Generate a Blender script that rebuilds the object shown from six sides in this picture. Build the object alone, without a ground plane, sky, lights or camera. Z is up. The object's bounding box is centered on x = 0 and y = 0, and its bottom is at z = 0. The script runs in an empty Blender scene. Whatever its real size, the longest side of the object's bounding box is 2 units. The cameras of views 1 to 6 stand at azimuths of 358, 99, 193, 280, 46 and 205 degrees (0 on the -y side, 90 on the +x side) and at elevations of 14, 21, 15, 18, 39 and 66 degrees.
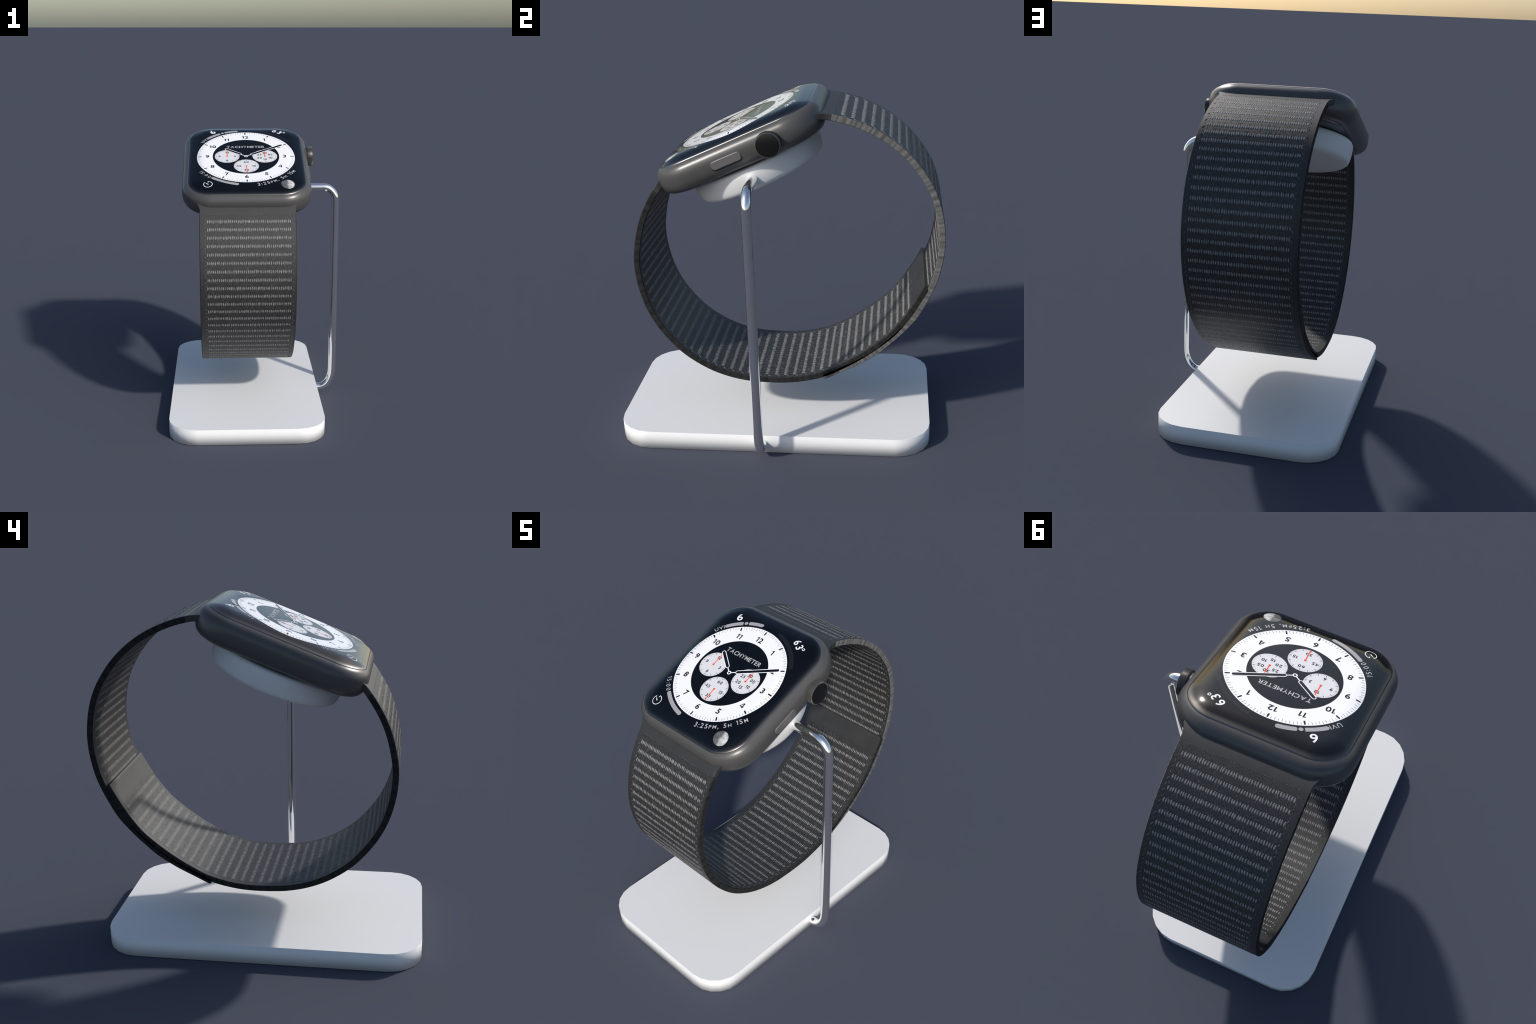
import bpy, bmesh, math, random
from mathutils import Vector, Matrix

random.seed(11)
COL = bpy.context.scene.collection

# ------------------------------------------------------------------ frame of the watch head
TILT = math.radians(22.5)
ORIGIN = Vector((-0.066, -0.207, 1.853))           # centre of the dial, on the glass
HEAD = Matrix.Translation(ORIGIN) @ Matrix.Rotation(TILT, 4, 'X')


# ------------------------------------------------------------------ materials
def nodes_of(name):
    m = bpy.data.materials.new(name)
    m.use_nodes = True
    nt = m.node_tree
    return m, nt, nt.nodes["Principled BSDF"]


def plain(name, col, rough=0.5, metal=0.0, spec=0.5, coat=0.0, coat_rough=0.05, var=0.0, scale=6.0):
    m, nt, b = nodes_of(name)
    b.inputs["Base Color"].default_value = (*col, 1)
    b.inputs["Roughness"].default_value = rough
    b.inputs["Metallic"].default_value = metal
    b.inputs["Specular IOR Level"].default_value = spec
    b.inputs["Coat Weight"].default_value = coat
    b.inputs["Coat Roughness"].default_value = coat_rough
    if var > 0:
        tc = nt.nodes.new("ShaderNodeTexCoord")
        nz = nt.nodes.new("ShaderNodeTexNoise")
        nz.inputs["Scale"].default_value = scale
        nz.inputs["Detail"].default_value = 4
        rp = nt.nodes.new("ShaderNodeValToRGB")
        rp.color_ramp.elements[0].position = 0.3
        rp.color_ramp.elements[1].position = 0.7
        rp.color_ramp.elements[0].color = (*[c * (1 - var) for c in col], 1)
        rp.color_ramp.elements[1].color = (*[c * (1 + var) for c in col], 1)
        nt.links.new(tc.outputs["Object"], nz.inputs["Vector"])
        nt.links.new(nz.outputs["Fac"], rp.inputs["Fac"])
        nt.links.new(rp.outputs["Color"], b.inputs["Base Color"])
    return m


def woven(name, dark, light, rough=0.62, fine=150.0, stretch=(1.0, 1.0, 1.0), lo=0.35, hi=0.75, bump=0.0, spec=0.5,
          tint=0.0):
    """Fabric colour: fine grain noise between two greys, plus a slow faint hue drift."""
    m, nt, b = nodes_of(name)
    N, L = nt.nodes, nt.links
    tc = N.new("ShaderNodeTexCoord")
    mp = N.new("ShaderNodeMapping")
    mp.inputs["Scale"].default_value = stretch
    L.new(tc.outputs["Object"], mp.inputs["Vector"])
    nz = N.new("ShaderNodeTexNoise")
    nz.inputs["Scale"].default_value = fine
    nz.inputs["Detail"].default_value = 2
    nz.inputs["Roughness"].default_value = 0.6
    L.new(mp.outputs["Vector"], nz.inputs["Vector"])
    rp = N.new("ShaderNodeValToRGB")
    rp.color_ramp.elements[0].position = lo
    rp.color_ramp.elements[1].position = hi
    rp.color_ramp.elements[0].color = (*dark, 1)
    rp.color_ramp.elements[1].color = (*light, 1)
    L.new(nz.outputs["Fac"], rp.inputs["Fac"])
    out = rp.outputs["Color"]
    if tint > 0:
        n2 = N.new("ShaderNodeTexNoise")
        n2.inputs["Scale"].default_value = 9.0
        n2.inputs["Detail"].default_value = 2
        L.new(tc.outputs["Object"], n2.inputs["Vector"])
        r2 = N.new("ShaderNodeValToRGB")
        e = r2.color_ramp.elements
        e[0].position, e[1].position = 0.3, 0.7
        e[0].color = (1 - tint, 1 + tint * .4, 1 - tint * .3, 1)
        e[1].color = (1 + tint, 1 - tint * .4, 1 + tint * .2, 1)
        mid = e.new(0.5)
        mid.color = (1, 1, 1, 1)
        mx = N.new("ShaderNodeMix")
        mx.data_type = 'RGBA'
        mx.blend_type = 'MULTIPLY'
        mx.inputs[0].default_value = 1.0
        L.new(out, mx.inputs[6])
        L.new(r2.outputs["Color"], mx.inputs[7])
        out = mx.outputs[2]
    L.new(out, b.inputs["Base Color"])
    b.inputs["Roughness"].default_value = rough
    b.inputs["Specular IOR Level"].default_value = spec
    if bump > 0:
        bp = N.new("ShaderNodeBump")
        bp.inputs["Strength"].default_value = bump
        bp.inputs["Distance"].default_value = 0.004
        L.new(nz.outputs["Fac"], bp.inputs["Height"])
        L.new(bp.outputs["Normal"], b.inputs["Normal"])
    return m


M_WHITE = plain("white_plastic", (0.80, 0.80, 0.80), rough=0.5)
M_CHROME = plain("polished_steel", (0.95, 0.95, 0.95), rough=0.07, metal=0.96)
M_CASE = plain("graphite_aluminium", (0.090, 0.088, 0.086), rough=0.34, metal=0.15)
M_GLASS = plain("black_display_glass", (0.0015, 0.0018, 0.0026), rough=0.09, spec=0.5)


def glass_rim_sheen(name, share):
    """Black glass with an added metal sheen imitating rim highlights; `share` is its strength."""
    m, nt, b = nodes_of(name)
    b.inputs["Base Color"].default_value = (0.0015, 0.0018, 0.0026, 1)
    b.inputs["Roughness"].default_value = 0.09
    k = nt.nodes.new("ShaderNodeBsdfPrincipled")
    k.inputs["Base Color"].default_value = (0.50, 0.475, 0.45, 1)
    k.inputs["Metallic"].default_value = 1.0
    k.inputs["Roughness"].default_value = 0.36
    mx = nt.nodes.new("ShaderNodeMixShader")
    mx.inputs[0].default_value = share
    nt.links.new(b.outputs[0], mx.inputs[1])
    nt.links.new(k.outputs[0], mx.inputs[2])
    nt.links.new(mx.outputs[0], nt.nodes["Material Output"].inputs["Surface"])
    return m


M_SHEEN = [glass_rim_sheen("glass_rim_sheen", k) for k in (0.02, 0.04, 0.07, 0.11, 0.16, 0.21, 0.26, 0.31)]
M_CRYSTAL = plain("black_back_crystal", (0.012, 0.013, 0.018), rough=0.1, spec=0.5)
M_RIM = plain("back_crystal_rim", (0.10, 0.10, 0.12), rough=0.25, metal=0.6)
M_CROWN = plain("dark_crown_metal", (0.11, 0.107, 0.104), rough=0.36, metal=0.4)
M_CROWNCAP = plain("black_crown_cap", (0.007, 0.007, 0.007), rough=0.24)
M_BUTTON = plain("button_metal", (0.155, 0.147, 0.145), rough=0.5, metal=0.3, var=0.05, scale=40)
M_DIALWHITE = plain("dial_white", (0.90, 0.90, 0.92), rough=0.09)
M_SUBDIAL = plain("subdial_white", (0.72, 0.72, 0.74), rough=0.09)
M_INK = plain("dial_ink", (0.003, 0.0035, 0.0045), rough=0.09)
M_FAINT = plain("dial_grey_ink", (0.20, 0.20, 0.215), rough=0.09)
M_LETTER = plain("screen_white", (0.88, 0.88, 0.90), rough=0.09)
M_SOFT = plain("screen_soft_white", (0.50, 0.50, 0.51), rough=0.09)
M_GREY = plain("screen_grey", (0.36, 0.36, 0.37), rough=0.09)
M_DIM = plain("screen_dim_grey", (0.010, 0.0105, 0.012), rough=0.09)
M_RED = plain("screen_red", (0.98, 0.065, 0.02), rough=0.09)

M_WEAVE = woven("strap_weave", (0.018, 0.018, 0.018), (0.062, 0.0615, 0.061), rough=0.5, fine=170, lo=0.40, hi=0.80, bump=0.10, tint=0.08)
M_WEAVEDARK = woven("strap_weave_groove", (0.018, 0.018, 0.019), (0.046, 0.046, 0.046), rough=0.5, fine=150, bump=0.08)
M_STITCH = woven("strap_stitch", rough=0.5, dark=(0.12, 0.119, 0.118), light=(0.27, 0.265, 0.262), fine=75, lo=0.25, hi=0.70, tint=0.14)
M_GROUND = woven("strap_ground_thread", (0.028, 0.028, 0.028), (0.085, 0.084, 0.083), rough=0.55, fine=60, lo=0.3, hi=0.7, tint=0.12)
M_CURL = woven("strap_border_stitch", (0.06, 0.06, 0.058), (0.22, 0.215, 0.21), rough=0.5, fine=70, lo=0.35, hi=0.7)
M_TAB = plain("strap_plain_tab", (0.035, 0.035, 0.035), rough=0.5, var=0.12, scale=14)


def banded(name, dark, light, scale):
    """Cut edge of the cloth: streaks square to the band, found by the angle around the loop."""
    m, nt, b = nodes_of(name)
    N, L = nt.nodes, nt.links
    tc = N.new("ShaderNodeTexCoord")
    sp = N.new("ShaderNodeSeparateXYZ")
    L.new(tc.outputs["Object"], sp.inputs[0])
    dy = N.new("ShaderNodeMath")
    dy.operation = 'SUBTRACT'
    dy.inputs[1].default_value = 0.07
    dz = N.new("ShaderNodeMath")
    dz.operation = 'SUBTRACT'
    dz.inputs[1].default_value = 1.15
    L.new(sp.outputs["Y"], dy.inputs[0])
    L.new(sp.outputs["Z"], dz.inputs[0])
    at = N.new("ShaderNodeMath")
    at.operation = 'ARCTAN2'
    L.new(dz.outputs[0], at.inputs[0])
    L.new(dy.outputs[0], at.inputs[1])
    nz = N.new("ShaderNodeTexNoise")
    nz.noise_dimensions = '1D'
    nz.inputs["Scale"].default_value = scale
    nz.inputs["Detail"].default_value = 2
    L.new(at.outputs[0], nz.inputs["W"])
    rp = N.new("ShaderNodeValToRGB")
    rp.color_ramp.elements[0].position = 0.35
    rp.color_ramp.elements[1].position = 0.65
    rp.color_ramp.elements[0].color = (*dark, 1)
    rp.color_ramp.elements[1].color = (*light, 1)
    L.new(nz.outputs["Fac"], rp.inputs["Fac"])
    L.new(rp.outputs["Color"], b.inputs["Base Color"])
    b.inputs["Roughness"].default_value = 0.8
    b.inputs["Specular IOR Level"].default_value = 0.15
    return m


M_EDGELEFT = banded("strap_edge_left", (0.014, 0.014, 0.014), (0.028, 0.028, 0.027), 26)  # dark tone for the left cut edge of both straps
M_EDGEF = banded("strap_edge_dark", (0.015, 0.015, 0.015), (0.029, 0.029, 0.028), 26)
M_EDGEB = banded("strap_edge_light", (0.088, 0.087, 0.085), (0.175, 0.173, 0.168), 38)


def moon_material():
    m, nt, b = nodes_of("moon_picture")
    N, L = nt.nodes, nt.links
    tc = N.new("ShaderNodeTexCoord")
    sp = N.new("ShaderNodeSeparateXYZ")
    L.new(tc.outputs["Object"], sp.inputs[0])
    mr = N.new("ShaderNodeMapRange")
    mr.interpolation_type = 'SMOOTHSTEP'
    mr.inputs["From Min"].default_value = -0.012
    mr.inputs["From Max"].default_value = 0.016
    mr.inputs["To Min"].default_value = 0.20
    mr.inputs["To Max"].default_value = 0.95
    L.new(sp.outputs["X"], mr.inputs["Value"])
    nz = N.new("ShaderNodeTexNoise")
    nz.inputs["Scale"].default_value = 42
    nz.inputs["Detail"].default_value = 3
    L.new(tc.outputs["Object"], nz.inputs["Vector"])
    r = N.new("ShaderNodeValToRGB")
    r.color_ramp.elements[0].position = 0.38
    r.color_ramp.elements[1].position = 0.62
    r.color_ramp.elements[0].color = (0.40, 0.40, 0.40, 1)
    r.color_ramp.elements[1].color = (0.72, 0.72, 0.72, 1)
    L.new(nz.outputs["Fac"], r.inputs["Fac"])
    mx = N.new("ShaderNodeMix")
    mx.data_type = 'RGBA'
    mx.blend_type = 'MULTIPLY'
    mx.inputs[0].default_value = 1
    L.new(r.outputs["Color"], mx.inputs[6])
    L.new(mr.outputs["Result"], mx.inputs[7])
    L.new(mx.outputs[2], b.inputs["Base Color"])
    b.inputs["Roughness"].default_value = 0.09
    return m


M_MOON = moon_material()


# ------------------------------------------------------------------ object helpers
def thing(name, loc, label, category):
    o = bpy.data.objects.new(name, None)
    o.location = loc
    o["label"] = label
    o["category"] = category
    COL.objects.link(o)
    return o


def place(o, parent, matrix=None):
    """Link an object under its parent while keeping `matrix` as its world transform."""
    COL.objects.link(o)
    o.parent = parent
    o.matrix_parent_inverse = world_of(parent).inverted()
    o.matrix_basis = matrix if matrix is not None else Matrix.Identity(4)
    return o


def world_of(o):
    """World matrix from the stored transforms (the depsgraph has not run yet)."""
    if o.parent is None:
        return o.matrix_basis.copy()
    return world_of(o.parent) @ o.matrix_parent_inverse @ o.matrix_basis


def make_mesh(name, verts, faces, mats, fmat=None, smooth=True, angle=None, fix=True):
    me = bpy.data.meshes.new(name)
    me.from_pydata([tuple(v) for v in verts], [], faces)
    for m in mats:
        me.materials.append(m)
    if fmat:
        me.polygons.foreach_set("material_index", fmat)
    if fix:
        bm = bmesh.new()
        bm.from_mesh(me)
        bmesh.ops.recalc_face_normals(bm, faces=bm.faces)
        bm.to_mesh(me)
        bm.free()
    me.polygons.foreach_set("use_smooth", [smooth] * len(me.polygons))
    if smooth and angle is not None:
        me.set_sharp_from_angle(angle=math.radians(angle))
    me.update()
    return me


def part(name, verts, faces, mats, parent, matrix=None, **kw):
    me = make_mesh(name, verts, faces, mats if isinstance(mats, (list, tuple)) else [mats], **kw)
    o = bpy.data.objects.new(name, me)
    return place(o, parent, matrix)


# ------------------------------------------------------------------ shape helpers
def rounded_rect(hx, hy, r, n=10, cx=0.0, cy=0.0):
    pts = []
    for qx, qy, a0 in ((1, -1, -90), (1, 1, 0), (-1, 1, 90), (-1, -1, 180)):
        for i in range(n + 1):
            a = math.radians(a0 + 90 * i / n)
            pts.append((cx + qx * (hx - r) + r * math.cos(a), cy + qy * (hy - r) + r * math.sin(a)))
    return pts


def loft(rings, closed_profile=False, cap_first=False, cap_last=False):
    n = len(rings[0])
    verts = [p for ring in rings for p in ring]
    faces = []
    m = len(rings)
    for k in range(m if closed_profile else m - 1):
        a, b = k * n, ((k + 1) % m) * n
        for i in range(n):
            j = (i + 1) % n
            faces.append((a + i, a + j, b + j, b + i))
    if cap_first:
        faces.append(tuple(range(n)))
    if cap_last:
        faces.append(tuple(range((m - 1) * n, m * n)))
    return verts, faces


def lathe(profile, n=64, cx=0.0, cy=0.0, cap_first=True, cap_last=True):
    rings = [[(cx + r * math.cos(2 * math.pi * i / n), cy + r * math.sin(2 * math.pi * i / n), z) for i in range(n)]
             for r, z in profile]
    return loft(rings, cap_first=cap_first, cap_last=cap_last)


def catmull(pts, per=14):
    P = [Vector(p) for p in pts]
    P = [P[0] * 2 - P[1]] + P + [P[-1] * 2 - P[-2]]
    out = []
    for i in range(1, len(P) - 2):
        a, b, c, d = P[i - 1], P[i], P[i + 1], P[i + 2]
        for k in range(per):
            t = k / per
            out.append(0.5 * ((2 * b) + (c - a) * t + (2 * a - 5 * b + 4 * c - d) * t * t + (3 * b - a - 3 * c + d) * t ** 3))
    out.append(P[-2])
    return out


class Arc:
    """A plane curve (y, z) measured by its own length."""

    def __init__(self, pts):
        self.p = pts
        self.s = [0.0]
        for a, b in zip(pts, pts[1:]):
            self.s.append(self.s[-1] + (b - a).length)
        self.length = self.s[-1]

    def at(self, s):
        s = min(max(s, 0.0), self.length)
        lo, hi = 0, len(self.s) - 1
        while hi - lo > 1:
            mid = (lo + hi) // 2
            if self.s[mid] <= s:
                lo = mid
            else:
                hi = mid
        f = (s - self.s[lo]) / max(self.s[hi] - self.s[lo], 1e-9)
        return self.p[lo].lerp(self.p[hi], f)

    def tangent(self, s):
        d = 0.012
        return (self.at(s + d) - self.at(s - d)).normalized()


# ================================================================== CHARGING STAND
stand = thing("charging_stand", (-0.076, -0.0345, 0.0),
              "white slab stand with polished bent rod and round charger", "charging stand")

# ---- base plate: a slab with rounded corners (five facets each) whose wall shades softly over its edges
BH = 0.110
CX, CY, BX, BY, BR = -0.076, -0.0345, 0.540, 0.9205, 0.20
foot = rounded_rect(BX, BY, BR, 5, CX, CY)
n = len(foot)
vs = [(x, y, BH) for x, y in foot] + [(x, y, 0.0) for x, y in foot]
fs = [tuple(range(n)), tuple(range(2 * n - 1, n - 1, -1))]
for i in range(n):
    j = (i + 1) % n
    fs.append((i, n + i, n + j, j))
base = part("base", vs, fs, M_WHITE, stand, fix=False)
me = base.data
outward = []
for i in range(n):
    a, c = Vector(foot[i - 1]), Vector(foot[(i + 1) % n])
    t = (c - a).normalized()
    outward.append(Vector((t.y, -t.x, 0)))
loopn = []
for f in me.polygons:
    for li in f.loop_indices:
        v = me.loops[li].vertex_index
        if abs(f.normal.z) > 0.9:
            loopn.append(tuple(f.normal))
        else:
            up = 0.85 if v < n else -1.0
            loopn.append(tuple((outward[v % n] + Vector((0, 0, up))).normalized()))
me.normals_split_custom_set(loopn)

# ---- polished rod: out of the base, up, and back in to the charger
RX, RY, RR = 0.5885, -0.077, 0.0280
ZLO, ZHI = 0.058, 1.608
path = [Vector((0.40, RY, ZLO)), Vector((0.49, RY, ZLO))]
for i in range(1, 13):                      # lower bend, a stretched quarter turn
    a = math.pi / 2 * i / 12
    path.append(Vector((0.49 + 0.098 * math.sin(a), RY, ZLO + 0.15 * (1 - math.cos(a)))))
for i in range(1, 12):
    path.append(Vector((RX, RY, 0.208 + (1.508 - 0.208) * i / 12)))
for i in range(0, 13):                      # upper bend
    a = math.pi / 2 * i / 12
    path.append(Vector((RX - 0.088 * (1 - math.cos(a)), RY, 1.508 + 0.100 * math.sin(a))))
path += [Vector((0.42, RY, ZHI)), Vector((0.30, RY, ZHI))]
rings = []
for i, p in enumerate(path):
    t = (path[min(i + 1, len(path) - 1)] - path[max(i - 1, 0)]).normalized()
    side = Vector((0, 1, 0))
    nrm = t.cross(side).normalized()
    rings.append([p + RR * (math.cos(2 * math.pi * k / 32) * side + math.sin(2 * math.pi * k / 32) * nrm) for k in range(32)])
v, f = loft(rings, cap_first=True, cap_last=True)
part("rod", v, f, M_CHROME, stand, angle=50)

# ---- charging puck: low round disc under the watch, leaning with it
prof = [(0.0005, -0.2085), (0.34, -0.2085), (0.376, -0.2092), (0.388, -0.2140), (0.3938, -0.226), (0.3943, -0.246), (0.3905, -0.280),
        (0.3845, -0.313), (0.378, -0.330), (0.366, -0.3400), (0.33, -0.3450), (0.26, -0.3530), (0.17, -0.3610), (0.08, -0.3650), (0.0005, -0.3660)]
v, f = lathe(prof, 96, -0.003, 0.0)
puck = part("charging_puck", v, f, M_WHITE, stand, HEAD)

# ================================================================== SMARTWATCH
watch = thing("smartwatch", (-0.066, 0.0, 0.346),
              "dark grey smartwatch with chronograph dial and woven strap", "smartwatch")

HX, HY, CR = 0.446, 0.4975, 0.212     # outline of the case, half sizes and corner radius

# (inset from the outline, height below the glass)
METAL = [(0.0600, -0.0390), (0.0430, -0.0345), (0.0400, -0.0335), (0.036, -0.0355), (0.030, -0.0390), (0.0215, -0.0455), (0.0125, -0.0560), (0.0055, -0.0690),
         (0.0012, -0.0840), (0.0, -0.0980), (0.0, -0.1140), (0.0015, -0.1340), (0.0062, -0.1545), (0.0155, -0.1720), (0.0295, -0.1845), (0.0480, -0.1925),
         (0.068, -0.1955), (0.20, -0.1960)]
GLASS = [(0.0390, -0.0365), (0.0402, -0.0330), (0.0420, -0.0302), (0.0445, -0.0282), (0.0475, -0.02655), (0.0505, -0.0251), (0.0540, -0.0236), (0.0580, -0.0221),
         (0.0625, -0.0205), (0.0690, -0.0181), (0.0790, -0.0145), (0.0930, -0.0095), (0.1100, -0.0049), (0.1300, -0.0017), (0.1550, 0.0)]


def case_ring(d, z, n=16):
    return [(x, y, z) for x, y in rounded_rect(HX - d, HY - d, max(CR - d, 0.03), n)]


v, f = loft([case_ring(d, z) for d, z in METAL], cap_first=True, cap_last=True)
case = part("case", v, f, M_CASE, watch, HEAD, angle=40)

v, f = loft([case_ring(d, z) for d, z in GLASS], cap_last=True)
# the last millimetres of the glass carry an added metal sheen, standing in for edge highlights, fading inward
ring_n = len(case_ring(0.05, 0))
tone = [8, 8, 7, 6, 5, 4, 3, 2, 1] + [0] * 20
glass = part("display_glass", v, f, [M_GLASS] + M_SHEEN, watch, HEAD, angle=70,
             fmat=[tone[i // ring_n] for i in range(len(f))])

# back crystal: stepped rim and shallow dome over the charger
rim = [(0.074, -0.1930), (0.075, -0.1990), (0.081, -0.2015), (0.093, -0.2022), (0.094, -0.2040), (0.101, -0.2055), (0.112, -0.2060)]
v, f = loft([case_ring(d, z) for d, z in rim])
part("back_rim", v, f, M_RIM, watch, HEAD, angle=40)
plate = [(0.110, -0.2050), (0.112, -0.2065), (0.120, -0.2070), (0.30, -0.2073)]
v, f = loft([case_ring(d, z) for d, z in plate], cap_last=True)
part("back_crystal", v, f, M_CRYSTAL, watch, HEAD, angle=50)


def glass_z(x, y):
    """Height of the glass over the dial plane at (x, y)."""
    d_r = CR
    qx, qy = abs(x) - (HX - d_r), abs(y) - (HY - d_r)
    sd = min(max(qx, qy), 0.0) + math.hypot(max(qx, 0), max(qy, 0)) - d_r
    d = -sd
    if d >= GLASS[-1][0]:
        return 0.0
    for (a, za), (b, zb) in zip(GLASS[1:], GLASS[2:]):
        if d <= b:
            return za + (zb - za) * (d - a) / (b - a)
    return 0.0


# ---- crown: knurled wheel with a black cap
CROWN_Y, CROWN_Z = 0.202, -0.121
TEETH = 76
cp = []
for x, r, k in ((0.425, 0.060, 0), (0.4475, 0.0600, 0), (0.448, 0.0670, 1), (0.4500, 0.0705, 1), (0.4850, 0.0705, 1), (0.4875, 0.0690, 1),
                (0.4890, 0.0655, 0), (0.4892, 0.0632, 0)):
    ring = []
    for i in range(TEETH * 4):
        a = 2 * math.pi * i / (TEETH * 4)
        rr = r - (0.0034 * k if i % 4 in (2, 3) else 0)
        ring.append((x, CROWN_Y + rr * math.cos(a), CROWN_Z + rr * math.sin(a)))
    cp.append(ring)
v, f = loft(cp, cap_last=True)
crown = part("crown", v, f, M_CROWN, watch, HEAD, angle=35)
cap = [(0.0630, 0.4870), (0.0630, 0.4898), (0.0619, 0.4902), (0.0005, 0.4898)]
v = [(z, CROWN_Y + r * math.cos(2 * math.pi * i / 72), CROWN_Z + r * math.sin(2 * math.pi * i / 72)) for r, z in cap for i in range(72)]
f = []
for k in range(3):
    for i in range(72):
        j = (i + 1) % 72
        f.append((k * 72 + i, k * 72 + j, (k + 1) * 72 + j, (k + 1) * 72 + i))
place(bpy.data.objects.new("crown_cap", make_mesh("crown_cap", v, f, [M_CROWNCAP], angle=40)), crown, HEAD)

# ---- side button: long rounded bar lying in the flank
bt = []
for x, d in ((0.430, 0.0), (0.4465, 0.0), (0.4480, 0.0012), (0.4505, 0.0045)):
    bt.append([(x, -0.047 + p, -0.117 + q) for p, q in rounded_rect(0.0885 - d, 0.0250 - d, 0.0200 - d, 8)])
v, f = loft(bt, cap_last=True)
part("side_button", v, f, M_BUTTON, watch, HEAD, angle=30)
dark_ring = []
for x, d in ((0.4435, 0.0), (0.4446, 0.0), (0.4446, 0.003), (0.4435, 0.003)):
    dark_ring.append([(x, -0.047 + p, -0.117 + q) for p, q in rounded_rect(0.0925 - d, 0.0290 - d, 0.0235 - d, 8)])
v, f = loft(dark_ring, closed_profile=True)
part("button_dark_ring", v, f, M_CRYSTAL, watch, HEAD, angle=30)  # solid dark ring round the button, standing in for a gap

# ================================================================== DIAL PRINT (thin marks lying on the glass)
L1, L2, L3, L4, L5 = 0.0003, 0.0006, 0.0009, 0.0013, 0.0016


def mark(name, verts2, faces, mat, lift, parent=None, origin=(0, 0)):
    ox, oy = origin
    me = make_mesh(name, [(x, y, 0.0) for x, y in verts2], faces, [mat], smooth=False, fix=False)
    if any(glass_z(x, y) < 0 for x, y in verts2):            # finer mesh where the glass bends
        bm = bmesh.new()
        bm.from_mesh(me)
        bmesh.ops.triangulate(bm, faces=bm.faces)
        for _ in range(6):
            long = [e for e in bm.edges if e.calc_length() > 0.012]
            if not long:
                break
            bmesh.ops.subdivide_edges(bm, edges=long, cuts=1)
            bmesh.ops.triangulate(bm, faces=bm.faces)
        bm.to_mesh(me)
        bm.free()
    for q in me.vertices:
        q.co = (q.co.x - ox, q.co.y - oy, glass_z(q.co.x, q.co.y) + lift)
    me.update()
    for p in me.polygons:                       # all print faces outward
        if p.normal.z < 0:
            p.flip()
    me.update()
    o = bpy.data.objects.new(name, me)
    return place(o, parent or glass, HEAD @ Matrix.Translation((ox, oy, 0)))


def annulus(r0, r1, a0=0.0, a1=360.0, n=96, c=(0, 0)):
    """Clock angles: 0 up, clockwise."""
    full = abs(a1 - a0) >= 359.99
    v, f = [], []
    for i in range(n + (0 if full else 1)):
        a = math.radians(a0 + (a1 - a0) * i / n)
        for r in (r0, r1):
            v.append((c[0] + r * math.sin(a), c[1] + r * math.cos(a)))
    m = len(v) // 2
    for i in range(m if full else m - 1):
        j = (i + 1) % m
        f.append((2 * i, 2 * i + 1, 2 * j + 1, 2 * j))
    return v, f


def disc(r, c=(0, 0), n=64):
    return [(c[0] + r * math.sin(2 * math.pi * i / n), c[1] + r * math.cos(2 * math.pi * i / n)) for i in range(n)], [tuple(range(n))]


def bar(angle, r0, r1, hw, c=(0, 0), round_ends=0):
    """Radial bar at a clock angle; optional round ends."""
    a = math.radians(angle)
    u = Vector((math.sin(a), math.cos(a)))
    w = Vector((u.y, -u.x))
    C = Vector(c)
    if not round_ends:
        q = [C + u * r0 - w * hw, C + u * r1 - w * hw, C + u * r1 + w * hw, C + u * r0 + w * hw]
    else:
        q = []
        k = round_ends
        for i in range(k + 1):
            t = math.pi * i / k
            q.append(C + u * (r1 - hw) + hw * (math.cos(t) * w + math.sin(t) * u))
        for i in range(k + 1):
            t = math.pi * i / k
            q.append(C + u * (r0 + hw) - hw * (math.cos(t) * w + math.sin(t) * u))
    return [tuple(p) for p in q], [tuple(range(len(q)))]


def merge(parts):
    v, f = [], []
    for pv, pf in parts:
        o = len(v)
        v += pv
        f += [tuple(i + o for i in q) for q in pf]
    return v, f


def band(r, hw, a0, a1, n=32):
    """Arc-shaped bar with round ends."""
    v, f = [], []
    for i in range(n + 1):
        a = math.radians(a0 + (a1 - a0) * i / n)
        v += [((r - hw) * math.sin(a), (r - hw) * math.cos(a)), ((r + hw) * math.sin(a), (r + hw) * math.cos(a))]
    for i in range(n):
        f.append((2 * i, 2 * i + 1, 2 * i + 3, 2 * i + 2))
    for aa, sg in ((a0, -1), (a1, 1)):
        a = math.radians(aa)
        cx, cy = r * math.sin(a), r * math.cos(a)
        o = len(v)
        for i in range(9):
            t = math.pi * i / 8
            du = hw * math.cos(t)
            dt = hw * math.sin(t) * sg
            v.append((cx + du * math.sin(a) + dt * math.cos(a), cy + du * math.cos(a) - dt * math.sin(a)))
        f.append(tuple(range(o, o + 9)))
    return v, f


_font_cache = {}


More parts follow.
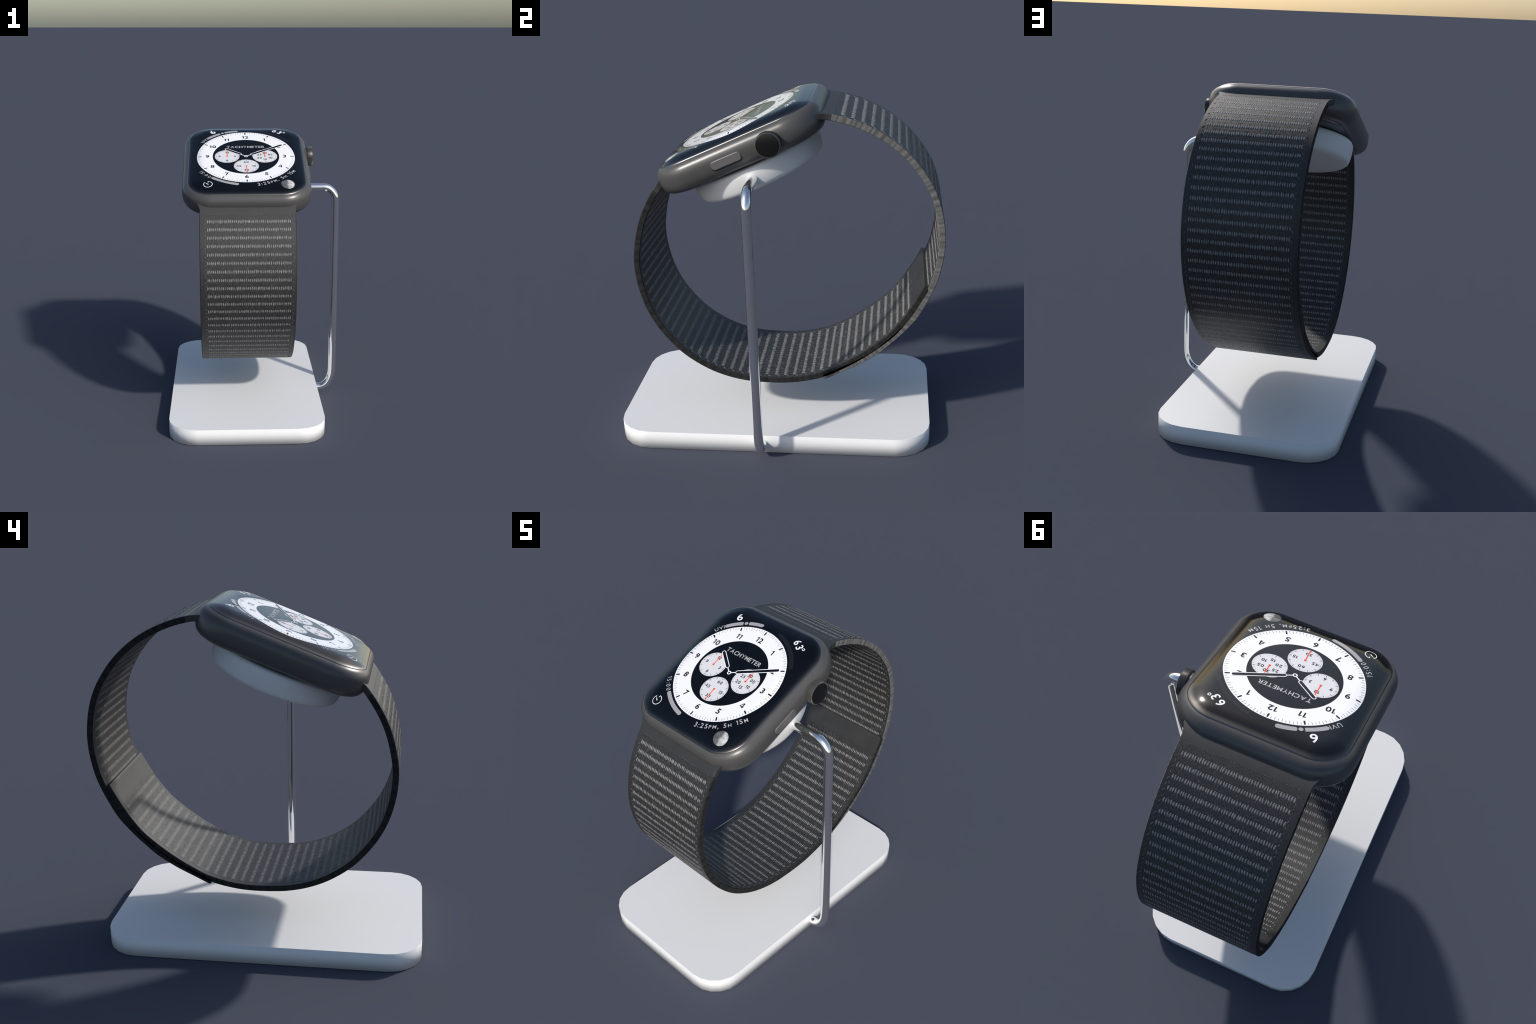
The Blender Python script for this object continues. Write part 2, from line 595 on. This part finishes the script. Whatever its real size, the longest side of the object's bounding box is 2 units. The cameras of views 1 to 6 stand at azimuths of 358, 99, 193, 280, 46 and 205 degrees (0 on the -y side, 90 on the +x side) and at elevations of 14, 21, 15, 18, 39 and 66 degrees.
def glyph(ch, bold):
    """Flat outline of one character of the built-in font: cap height 1, left edge at 0. Returns verts, faces, width."""
    key = (ch, bold)
    if key in _font_cache:
        return _font_cache[key]
    if ch == '1':                                # a figure one with a flag
        w = 0.13 + 2.6 * bold
        v = [(0.20, 0.0), (0.20 + w, 0.0), (0.20 + w, 1.0), (0.20 + w * 0.25, 1.0), (0.0, 0.86), (0.0, 0.86 - w * 0.95), (0.20, 0.86 - w * 0.15)]
        f = [(0, 1, 2, 6), (2, 3, 6), (3, 4, 5, 6)]
        _font_cache[key] = (v, f, 0.20 + w)
        return _font_cache[key]
    if ch == '4':                                # built of three bars, so that the counter stays open
        w = 0.115 + 2.6 * bold
        v = [(0.44, 0.0), (0.44 + w, 0.0), (0.44 + w, 1.0), (0.44, 1.0),
             (0.0, 0.20), (0.74, 0.20), (0.74, 0.20 + w * 0.85), (0.0, 0.20 + w * 0.85),
             (0.0, 0.30), (w * 0.95, 0.20 + w * 0.85), (0.44 + w * 0.4, 1.0), (0.44 - w * 0.55, 1.0)]
        f = [(0, 1, 2, 3), (4, 5, 6, 7), (8, 9, 10, 11)]
        _font_cache[key] = (v, f, 0.74)
        return _font_cache[key]
    if ch in "MAYW":                             # sharp corners: no thickening
        bold = min(bold, 0.003)
    cu = bpy.data.curves.new("lettering", 'FONT')
    cu.body = ch
    cu.size = 1.0
    cu.resolution_u = 4
    cu.fill_mode = 'FRONT'
    cu.offset = bold
    ob = bpy.data.objects.new("lettering", cu)
    COL.objects.link(ob)
    dg = bpy.context.evaluated_depsgraph_get()
    dg.update()
    me = bpy.data.meshes.new_from_object(ob.evaluated_get(dg))
    k = 1 / 0.70
    v = [(p.co.x * k, p.co.y * k) for p in me.vertices]
    f = [tuple(p.vertices) for p in me.polygons]
    bpy.data.objects.remove(ob)
    bpy.data.curves.remove(cu)
    bpy.data.meshes.remove(me)
    x0 = min(p[0] for p in v)
    v = [(x - x0, y) for x, y in v]
    _font_cache[key] = (v, f, max(p[0] for p in v))
    return _font_cache[key]


def word(text, cap, at, bold=0.02, turn=0.0, wide=1.0, gap=0.17):
    """A straight word, centred at `at`."""
    out, x = [], 0.0
    for ch in text:
        v, f, w = glyph(ch, bold)
        out.append(([(p + x, q - 0.5) for p, q in v], f))
        x += w + gap
    x -= gap
    v, f = merge(out)
    c, s = math.cos(math.radians(turn)), math.sin(math.radians(turn))
    res = []
    for p, q in v:
        p, q = (p - x / 2) * cap * wide, q * cap
        res.append((at[0] + p * c - q * s, at[1] + p * s + q * c))
    return res, f


def arc_word(text, cap, r, a0, a1, bold=0.02, inward=False, small=None, wide=1.0):
    """Letters along an arc, spread from clock angle a0 to a1; inward: tops point to the centre."""
    widths = []
    for ch in text:
        if ch == ' ':
            widths.append(0.55)
            continue
        w = glyph(ch, bold)[2]
        widths.append((w + 0.22) * (0.78 if small and ch in small else 1.0))
    tot = sum(widths)
    out, acc = [], 0.0
    for ch, w in zip(text, widths):
        a = a0 + (a1 - a0) * (acc + w / 2) / tot
        acc += w
        if ch == ' ':
            continue
        hgt = cap * (0.78 if small and ch in small else 1.0)
        ar = math.radians(a)
        rr = r + ((cap - hgt) / 2 if inward else -(cap - hgt) / 2)
        out.append(word(ch, hgt, (rr * math.sin(ar), rr * math.cos(ar)), bold, (180 - a) if inward else -a, wide))
    return merge(out)


# white chapter ring
RO, RI = 0.345, 0.2345
v, f = annulus(RI, RO, n=144)
ring = mark("dial_ring", v, f, M_DIALWHITE, L1)

# hour marks share one shape each, minute marks are joined
for h in range(12):
    v, f = bar(30 * h, 0.312, 0.3390, 0.0044, round_ends=6)
    mark("hour_mark", v, f, M_INK, L2, ring)
fine = []
for i in range(120):
    if i % 10 == 0:
        continue
    fine.append(bar(3 * i, 0.321 if i % 2 == 0 else 0.327, 0.3400, 0.00125))
v, f = merge(fine)
o = mark("minute_marks", v, f, M_FAINT, L2, ring)
o["kind"] = "stuff"
for h in range(1, 13):
    a = math.radians(30 * h)
    v, f = word(str(h), 0.0345, (0.272 * math.sin(a), 0.272 * math.cos(a)), 0.026, wide=1.10)
    mark("hour_numeral", v, f, M_INK, L2, ring)

# three sub-dials
SR = 0.087


def subdial(c, labels, rad, majors, minors, needle_angle, needle_len):
    v, f = disc(SR, c)
    d = mark("subdial", v, f, M_SUBDIAL, L1)
    v, f = merge([bar(360 * i / majors, 0.0715, 0.0835, 0.0014, c) for i in range(majors)])
    o = mark("subdial_marks", v, f, M_INK, L2, d)
    o["kind"] = "stuff"
    v, f = merge([bar(360 * i / minors, 0.0765, 0.0835, 0.0007, c) for i in range(minors) if i * majors % minors])
    o = mark("subdial_fine_marks", v, f, M_FAINT, L2, d)
    o["kind"] = "stuff"
    for i, t in enumerate(labels):
        a = 2 * math.pi * i / len(labels)
        v, f = word(t, 0.0205, (c[0] + rad * math.sin(a), c[1] + rad * math.cos(a)), 0.024, wide=1.08)
        mark("subdial_numeral", v, f, M_INK, L2, d)
    v, f = merge([bar(needle_angle, 0.0, needle_len, 0.0027, c), disc(0.0064, c, 20)])
    mark("subdial_needle", v, f, M_RED, L3, d)


subdial((-0.133, 0.0), ["12", "3", "6", "9"], 0.054, 12, 60, 0.0, 0.078)
subdial((0.0, -0.132), ["60", "15", "30", "45"], 0.053, 12, 60, 177.0, 0.083)
subdial((0.133, 0.0), ["30", "05", "10", "15", "20", "25"], 0.0445, 6, 30, 0.0, 0.078)

v, f = word("TACHYMETER", 0.0285, (0.0, 0.1315), 0.014)
xs = [p[0] for p in v]
k = 0.272 / (max(xs) - min(xs))
mark("dial_word", [(x * k, y) for x, y in v], f, M_SOFT, L2)

# hands: white outline, black filling
for ang, r0, r1 in ((306.0, 0.040, 0.181), (58.8, 0.039, 0.309)):
    v, f = merge([bar(ang, r0, r1, 0.0130, round_ends=12), bar(ang, 0.010, r0 + 0.006, 0.0030)])
    hand = mark("watch_hand", v, f, M_LETTER, L4)
    v, f = bar(ang, r0 + 0.0045, r1 - 0.0045, 0.0085, round_ends=12)
    mark("hand_filling", v, f, M_INK, L5, hand)
v, f = annulus(0.0062, 0.0128, n=32)
mark("hand_hub", v, f, M_LETTER, L5)

# corner read-outs
hw = 0.0125
v, f = band(0.3705, hw, 314.6, 328.2)
mark("gauge_bar", v, f, M_GREY, L2)
v, f = band(0.3705, hw, 338.0, 350.0)
mark("gauge_bar", v, f, M_GREY, L2)
v, f = merge([annulus(0.3705 - hw, 0.3705 + hw, 327.0, 330.6, n=8), annulus(0.3705 - hw, 0.3705 + hw, 336.6, 339.0, n=8)])
mark("gauge_fill", v, f, M_GREY, L1)
ga = math.radians(333.6)
gc = (0.3705 * math.sin(ga), 0.3705 * math.cos(ga))
v, f = disc(0.0165, gc, 32)
mark("gauge_dot_ring", v, f, M_INK, L3)
v, f = disc(0.0115, gc, 32)
mark("gauge_dot", v, f, M_GREY, L4)
v, f = band(0.3705, hw, 13.5, 56.5)
mark("gauge_bar", v, f, M_DIM, L2)
v, f = band(0.3705, hw, 190.6, 218.8)
mark("gauge_bar", v, f, M_GREY, L2)

v, f = word("6", 0.050, (-0.2375, 0.352), 0.018, 34, 1.12)
mark("corner_numeral", v, f, M_LETTER, L2)
for ch, a in (("6", 30.8), ("3", 36.6)):
    v, f = word(ch, 0.044, (0.4285 * math.sin(math.radians(a)), 0.4285 * math.cos(math.radians(a))), 0.018, -a, 1.05)
    mark("corner_numeral", v, f, M_LETTER, L2)
v, f = annulus(0.0050, 0.0092, n=24, c=(0.287, 0.342))
mark("degree_sign", v, f, M_LETTER, L2)
v, f = arc_word("UVI", 0.027, 0.371, 302.0, 312.6, 0.004)
mark("corner_word", v, f, M_SOFT, L2)
v, f = arc_word("15:00", 0.028, 0.3735, 239.0, 221.0, 0.0, inward=True, wide=1.0)
mark("corner_word", v, f, M_SOFT, L2)
v, f = arc_word("3:25PM, 5H 15M", 0.030, 0.3765, 170.0, 119.5, 0.006, inward=True, small="PMH", wide=1.0)
mark("corner_word", v, f, M_SOFT, L2)

# timer symbol: open ring with a short tick and a needle
tx, ty = -0.265, -0.363
arc = annulus(0.0275, 0.0315, 0, 315, n=48, c=(tx, ty))
tick = bar(0, 0.018, 0.0315, 0.0020, (tx, ty))
nv = [(tx - 0.022, ty + 0.018), (tx + 0.0045, ty - 0.0005), (tx + 0.004, ty - 0.0050), (tx - 0.0015, ty - 0.0050)]
v, f = merge([arc, tick, (nv, [(0, 1, 2, 3)])])
mark("timer_symbol", v, f, M_LETTER, L2)

# moon picture
v, f = disc(0.0455, (0.2745, -0.3635), 48)
mark("moon_symbol", v, f, M_MOON, L2, origin=(0.2745, -0.3635))

# ================================================================== STRAP
THICK = 0.0346
HALF = 0.3225
MIDX = -0.066
PERIOD = 0.0565

# outer side of each strap half, seen along x: (y, z)
FRONT = [(-0.560, 1.632), (-0.584, 1.618), (-0.609, 1.591), (-0.653, 1.531), (-0.695, 1.464), (-0.728, 1.401), (-0.755, 1.335), (-0.776, 1.265),
         (-0.791, 1.195), (-0.800, 1.137), (-0.803, 1.079), (-0.801, 1.024), (-0.791, 0.945), (-0.773, 0.868), (-0.746, 0.790),
         (-0.707, 0.712), (-0.655, 0.635), (-0.581, 0.549), (-0.498, 0.480), (-0.397, 0.4195), (-0.2925, 0.3785), (-0.190, 0.355),
         (-0.107, 0.347), (0.000, 0.344), (0.100, 0.350), (0.195, 0.367), (0.256, 0.384), (0.318, 0.407), (0.398, 0.450), (0.470, 0.493),
         (0.540, 0.541), (0.612, 0.597), (0.685, 0.663), (0.755, 0.750), (0.796, 0.813), (0.832, 0.875), (0.864, 0.934), (0.874, 0.956)]
BACK = [(0.180, 1.945), (0.235, 1.950), (0.288, 1.949), (0.352, 1.940), (0.435, 1.918), (0.521, 1.885), (0.603, 1.843), (0.676, 1.794),
        (0.741, 1.738), (0.792, 1.683), (0.841, 1.617), (0.882, 1.549), (0.913, 1.478), (0.935, 1.400), (0.947, 1.333), (0.9525, 1.285),
        (0.954, 1.238), (0.952, 1.187), (0.946, 1.133), (0.928, 1.041), (0.900, 0.957), (0.863, 0.876), (0.802, 0.767),
        (0.712, 0.663), (0.657, 0.610), (0.585, 0.545), (0.475, 0.474), (0.364, 0.417), (0.273, 0.371)]


def strap(name, ctrl, inward_sign, s_edge, fabric_end, plain_end, edge_mat, hide_outer=None, hide_inner=None, first_row=0.131):
    """A woven band swept along its outer curve.
    s_edge: length at which the band leaves the case; fabric_end / plain_end: lengths measured back from the tip."""
    arc = Arc(catmull([Vector(p) for p in ctrl]))
    total = arc.length

    def normal(s):
        t = arc.tangent(s)
        nn = Vector((-t.y, t.x)) * inward_sign
        return nn

    start_fab = s_edge + 0.076
    stop_fab = total - fabric_end
    st, kind = [], []                       # stations and the kind of each span that follows
    s = 0.0
    while s < start_fab - 0.012:
        st.append(s)
        kind.append(0)
        s += 0.018
    st.append(start_fab)
    rows = []
    r = s_edge + first_row
    kind.append(1)
    while r + 0.02 < stop_fab:
        rows.append(r)
        st += [r - 0.0125, r + 0.0125, r + 0.0125 + 0.013]
        kind += [1, 2, 1]
        r += PERIOD
    st.append(stop_fab)
    kind.append(0)
    s = stop_fab + 0.02
    while s < total - 0.012:
        st.append(s)
        kind.append(0)
        s += 0.02
    # rounded tip
    for e in (0.010, 0.004, 0.0):
        st.append(total - e)
        kind.append(0)

    def half(s):
        w = HALF
        k = (s_edge + 0.055 - s) / 0.055     # flare at the case
        if k > 0:
            w += 0.020 * min(k, 1.0) ** 2
        e = total - s                        # small rounding at the tip corners
        if e < 0.010:
            w -= 0.010 - math.sqrt(max(0.0, 0.010 ** 2 - (0.010 - e) ** 2))
        return w

    ch = 0.0035
    verts, faces, fm = [], [], []
    for s in st:
        p, nn, w = arc.at(s), normal(s), half(s)
        e = total - s
        t0 = 0.0
        if e < 0.006:
            t0 = 0.004 * (1 - e / 0.006)
        for x, d in ((-w + ch, t0), (w - ch, t0), (w, ch + t0), (w, THICK - ch - t0), (w - ch, THICK - t0), (-w + ch, THICK - t0), (-w, THICK - ch - t0), (-w, ch + t0)):
            q = p + nn * d
            verts.append((MIDX + x, q.x, q.y))
    matof = {0: 2, 1: 0, 2: 1}
    for i in range(len(st) - 1):
        a, b = i * 8, (i + 1) * 8
        for k in range(8):
            l = (k + 1) % 8
            faces.append((a + k, a + l, b + l, b + k))
            if k in (0, 4):
                fm.append(matof[kind[i]])
            elif kind[i] == 0 and (st[i] < start_fab):
                fm.append(2)
            elif k in (5, 6, 7):
                fm.append(4)
            else:
                fm.append(3)
    faces.append(tuple(range(8)))
    fm.append(2)
    m = (len(st) - 1) * 8
    faces.append(tuple(range(m, m + 8)))
    fm.append(2)
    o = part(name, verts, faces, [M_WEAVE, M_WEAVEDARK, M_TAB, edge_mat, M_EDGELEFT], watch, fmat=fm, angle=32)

    # ---- stitches: little raised threads in rows, on both faces
    sv, sf, cv, cf, dv, df = [], [], [], [], [], []

    def thread(V, F, s, x, dirn, length, width, height, slant=0.0):
        """one thread at arc length s and offset x; dirn +1 outer face, -1 inner face"""
        p, nn, t = arc.at(s), normal(s), arc.tangent(s)
        surf = p if dirn > 0 else p + nn * THICK
        out = -nn if dirn > 0 else nn
        o = len(V)
        # spindle outline: narrow ends, full middle
        for hh, kx, ks in ((-0.0006, 1.0, 1.0), (height, 0.60, 0.62)):
            for ax, al in ((-0.42, -1), (0.42, -1), (1, 0), (0.42, 1), (-0.42, 1), (-1, 0)):
                dx = ax * width / 2 * kx + slant * al * length / 2 * ks
                q = surf + t * (al * length / 2 * ks) + out * hh
                V.append((MIDX + x + dx, q.x, q.y))
        for a in range(6):
            b = (a + 1) % 6
            F.append((o + a, o + b, o + 6 + b, o + 6 + a))
        F.append((o + 6, o + 7, o + 8, o + 9, o + 10, o + 11))

    PITCH = 0.0128
    count = int(0.556 / PITCH)
    for dirn, hide in ((1, hide_outer), (-1, hide_inner)):
        for s in rows:
            if hide and hide[0] < s < hide[1]:
                continue
            for i in range(count + 1):
                x = -0.270 + i * PITCH + random.uniform(-0.0016, 0.0016)
                thread(sv, sf, s + random.uniform(-0.0012, 0.0012), x, dirn, random.uniform(0.022, 0.029), random.uniform(0.0092, 0.0124), 0.0012, random.uniform(-0.13, 0.13))
            for sg in (-1, 1):
                thread(cv, cf, s + 0.016, sg * 0.292 + 0.008, dirn, 0.020, 0.005, 0.0014, 0.55 * sg)
                thread(cv, cf, s - 0.014, sg * 0.290 + 0.008, dirn, 0.014, 0.005, 0.0014, -0.35 * sg)
            # sparse single threads between the rows
            for i in range(52):
                x = random.uniform(-0.282, 0.290)
                thread(dv, df, s + random.uniform(0.017, 0.041), x, dirn, random.uniform(0.008, 0.018), random.uniform(0.004, 0.007), 0.0007)
        # running seam where the cloth begins
        for i in range(38):
            x = -0.270 + i * 0.0150
            thread(cv, cf, start_fab + 0.004, x, dirn, 0.0028, 0.0105, 0.0012)
    row = place(bpy.data.objects.new("strap_stitching", make_mesh("strap_stitching", sv, sf, [M_STITCH], smooth=False)), o)
    row["kind"] = "stuff"
    brd = place(bpy.data.objects.new("strap_border_stitching", make_mesh("strap_border_stitching", cv, cf, [M_CURL], smooth=False)), o)
    brd["kind"] = "stuff"
    dim = place(bpy.data.objects.new("strap_ground_threads", make_mesh("strap_ground_threads", dv, df, [M_GROUND], smooth=False)), o)
    dim["kind"] = "stuff"
    return arc


fa = Arc(catmull([Vector(p) for p in FRONT])).length
ba = Arc(catmull([Vector(p) for p in BACK])).length
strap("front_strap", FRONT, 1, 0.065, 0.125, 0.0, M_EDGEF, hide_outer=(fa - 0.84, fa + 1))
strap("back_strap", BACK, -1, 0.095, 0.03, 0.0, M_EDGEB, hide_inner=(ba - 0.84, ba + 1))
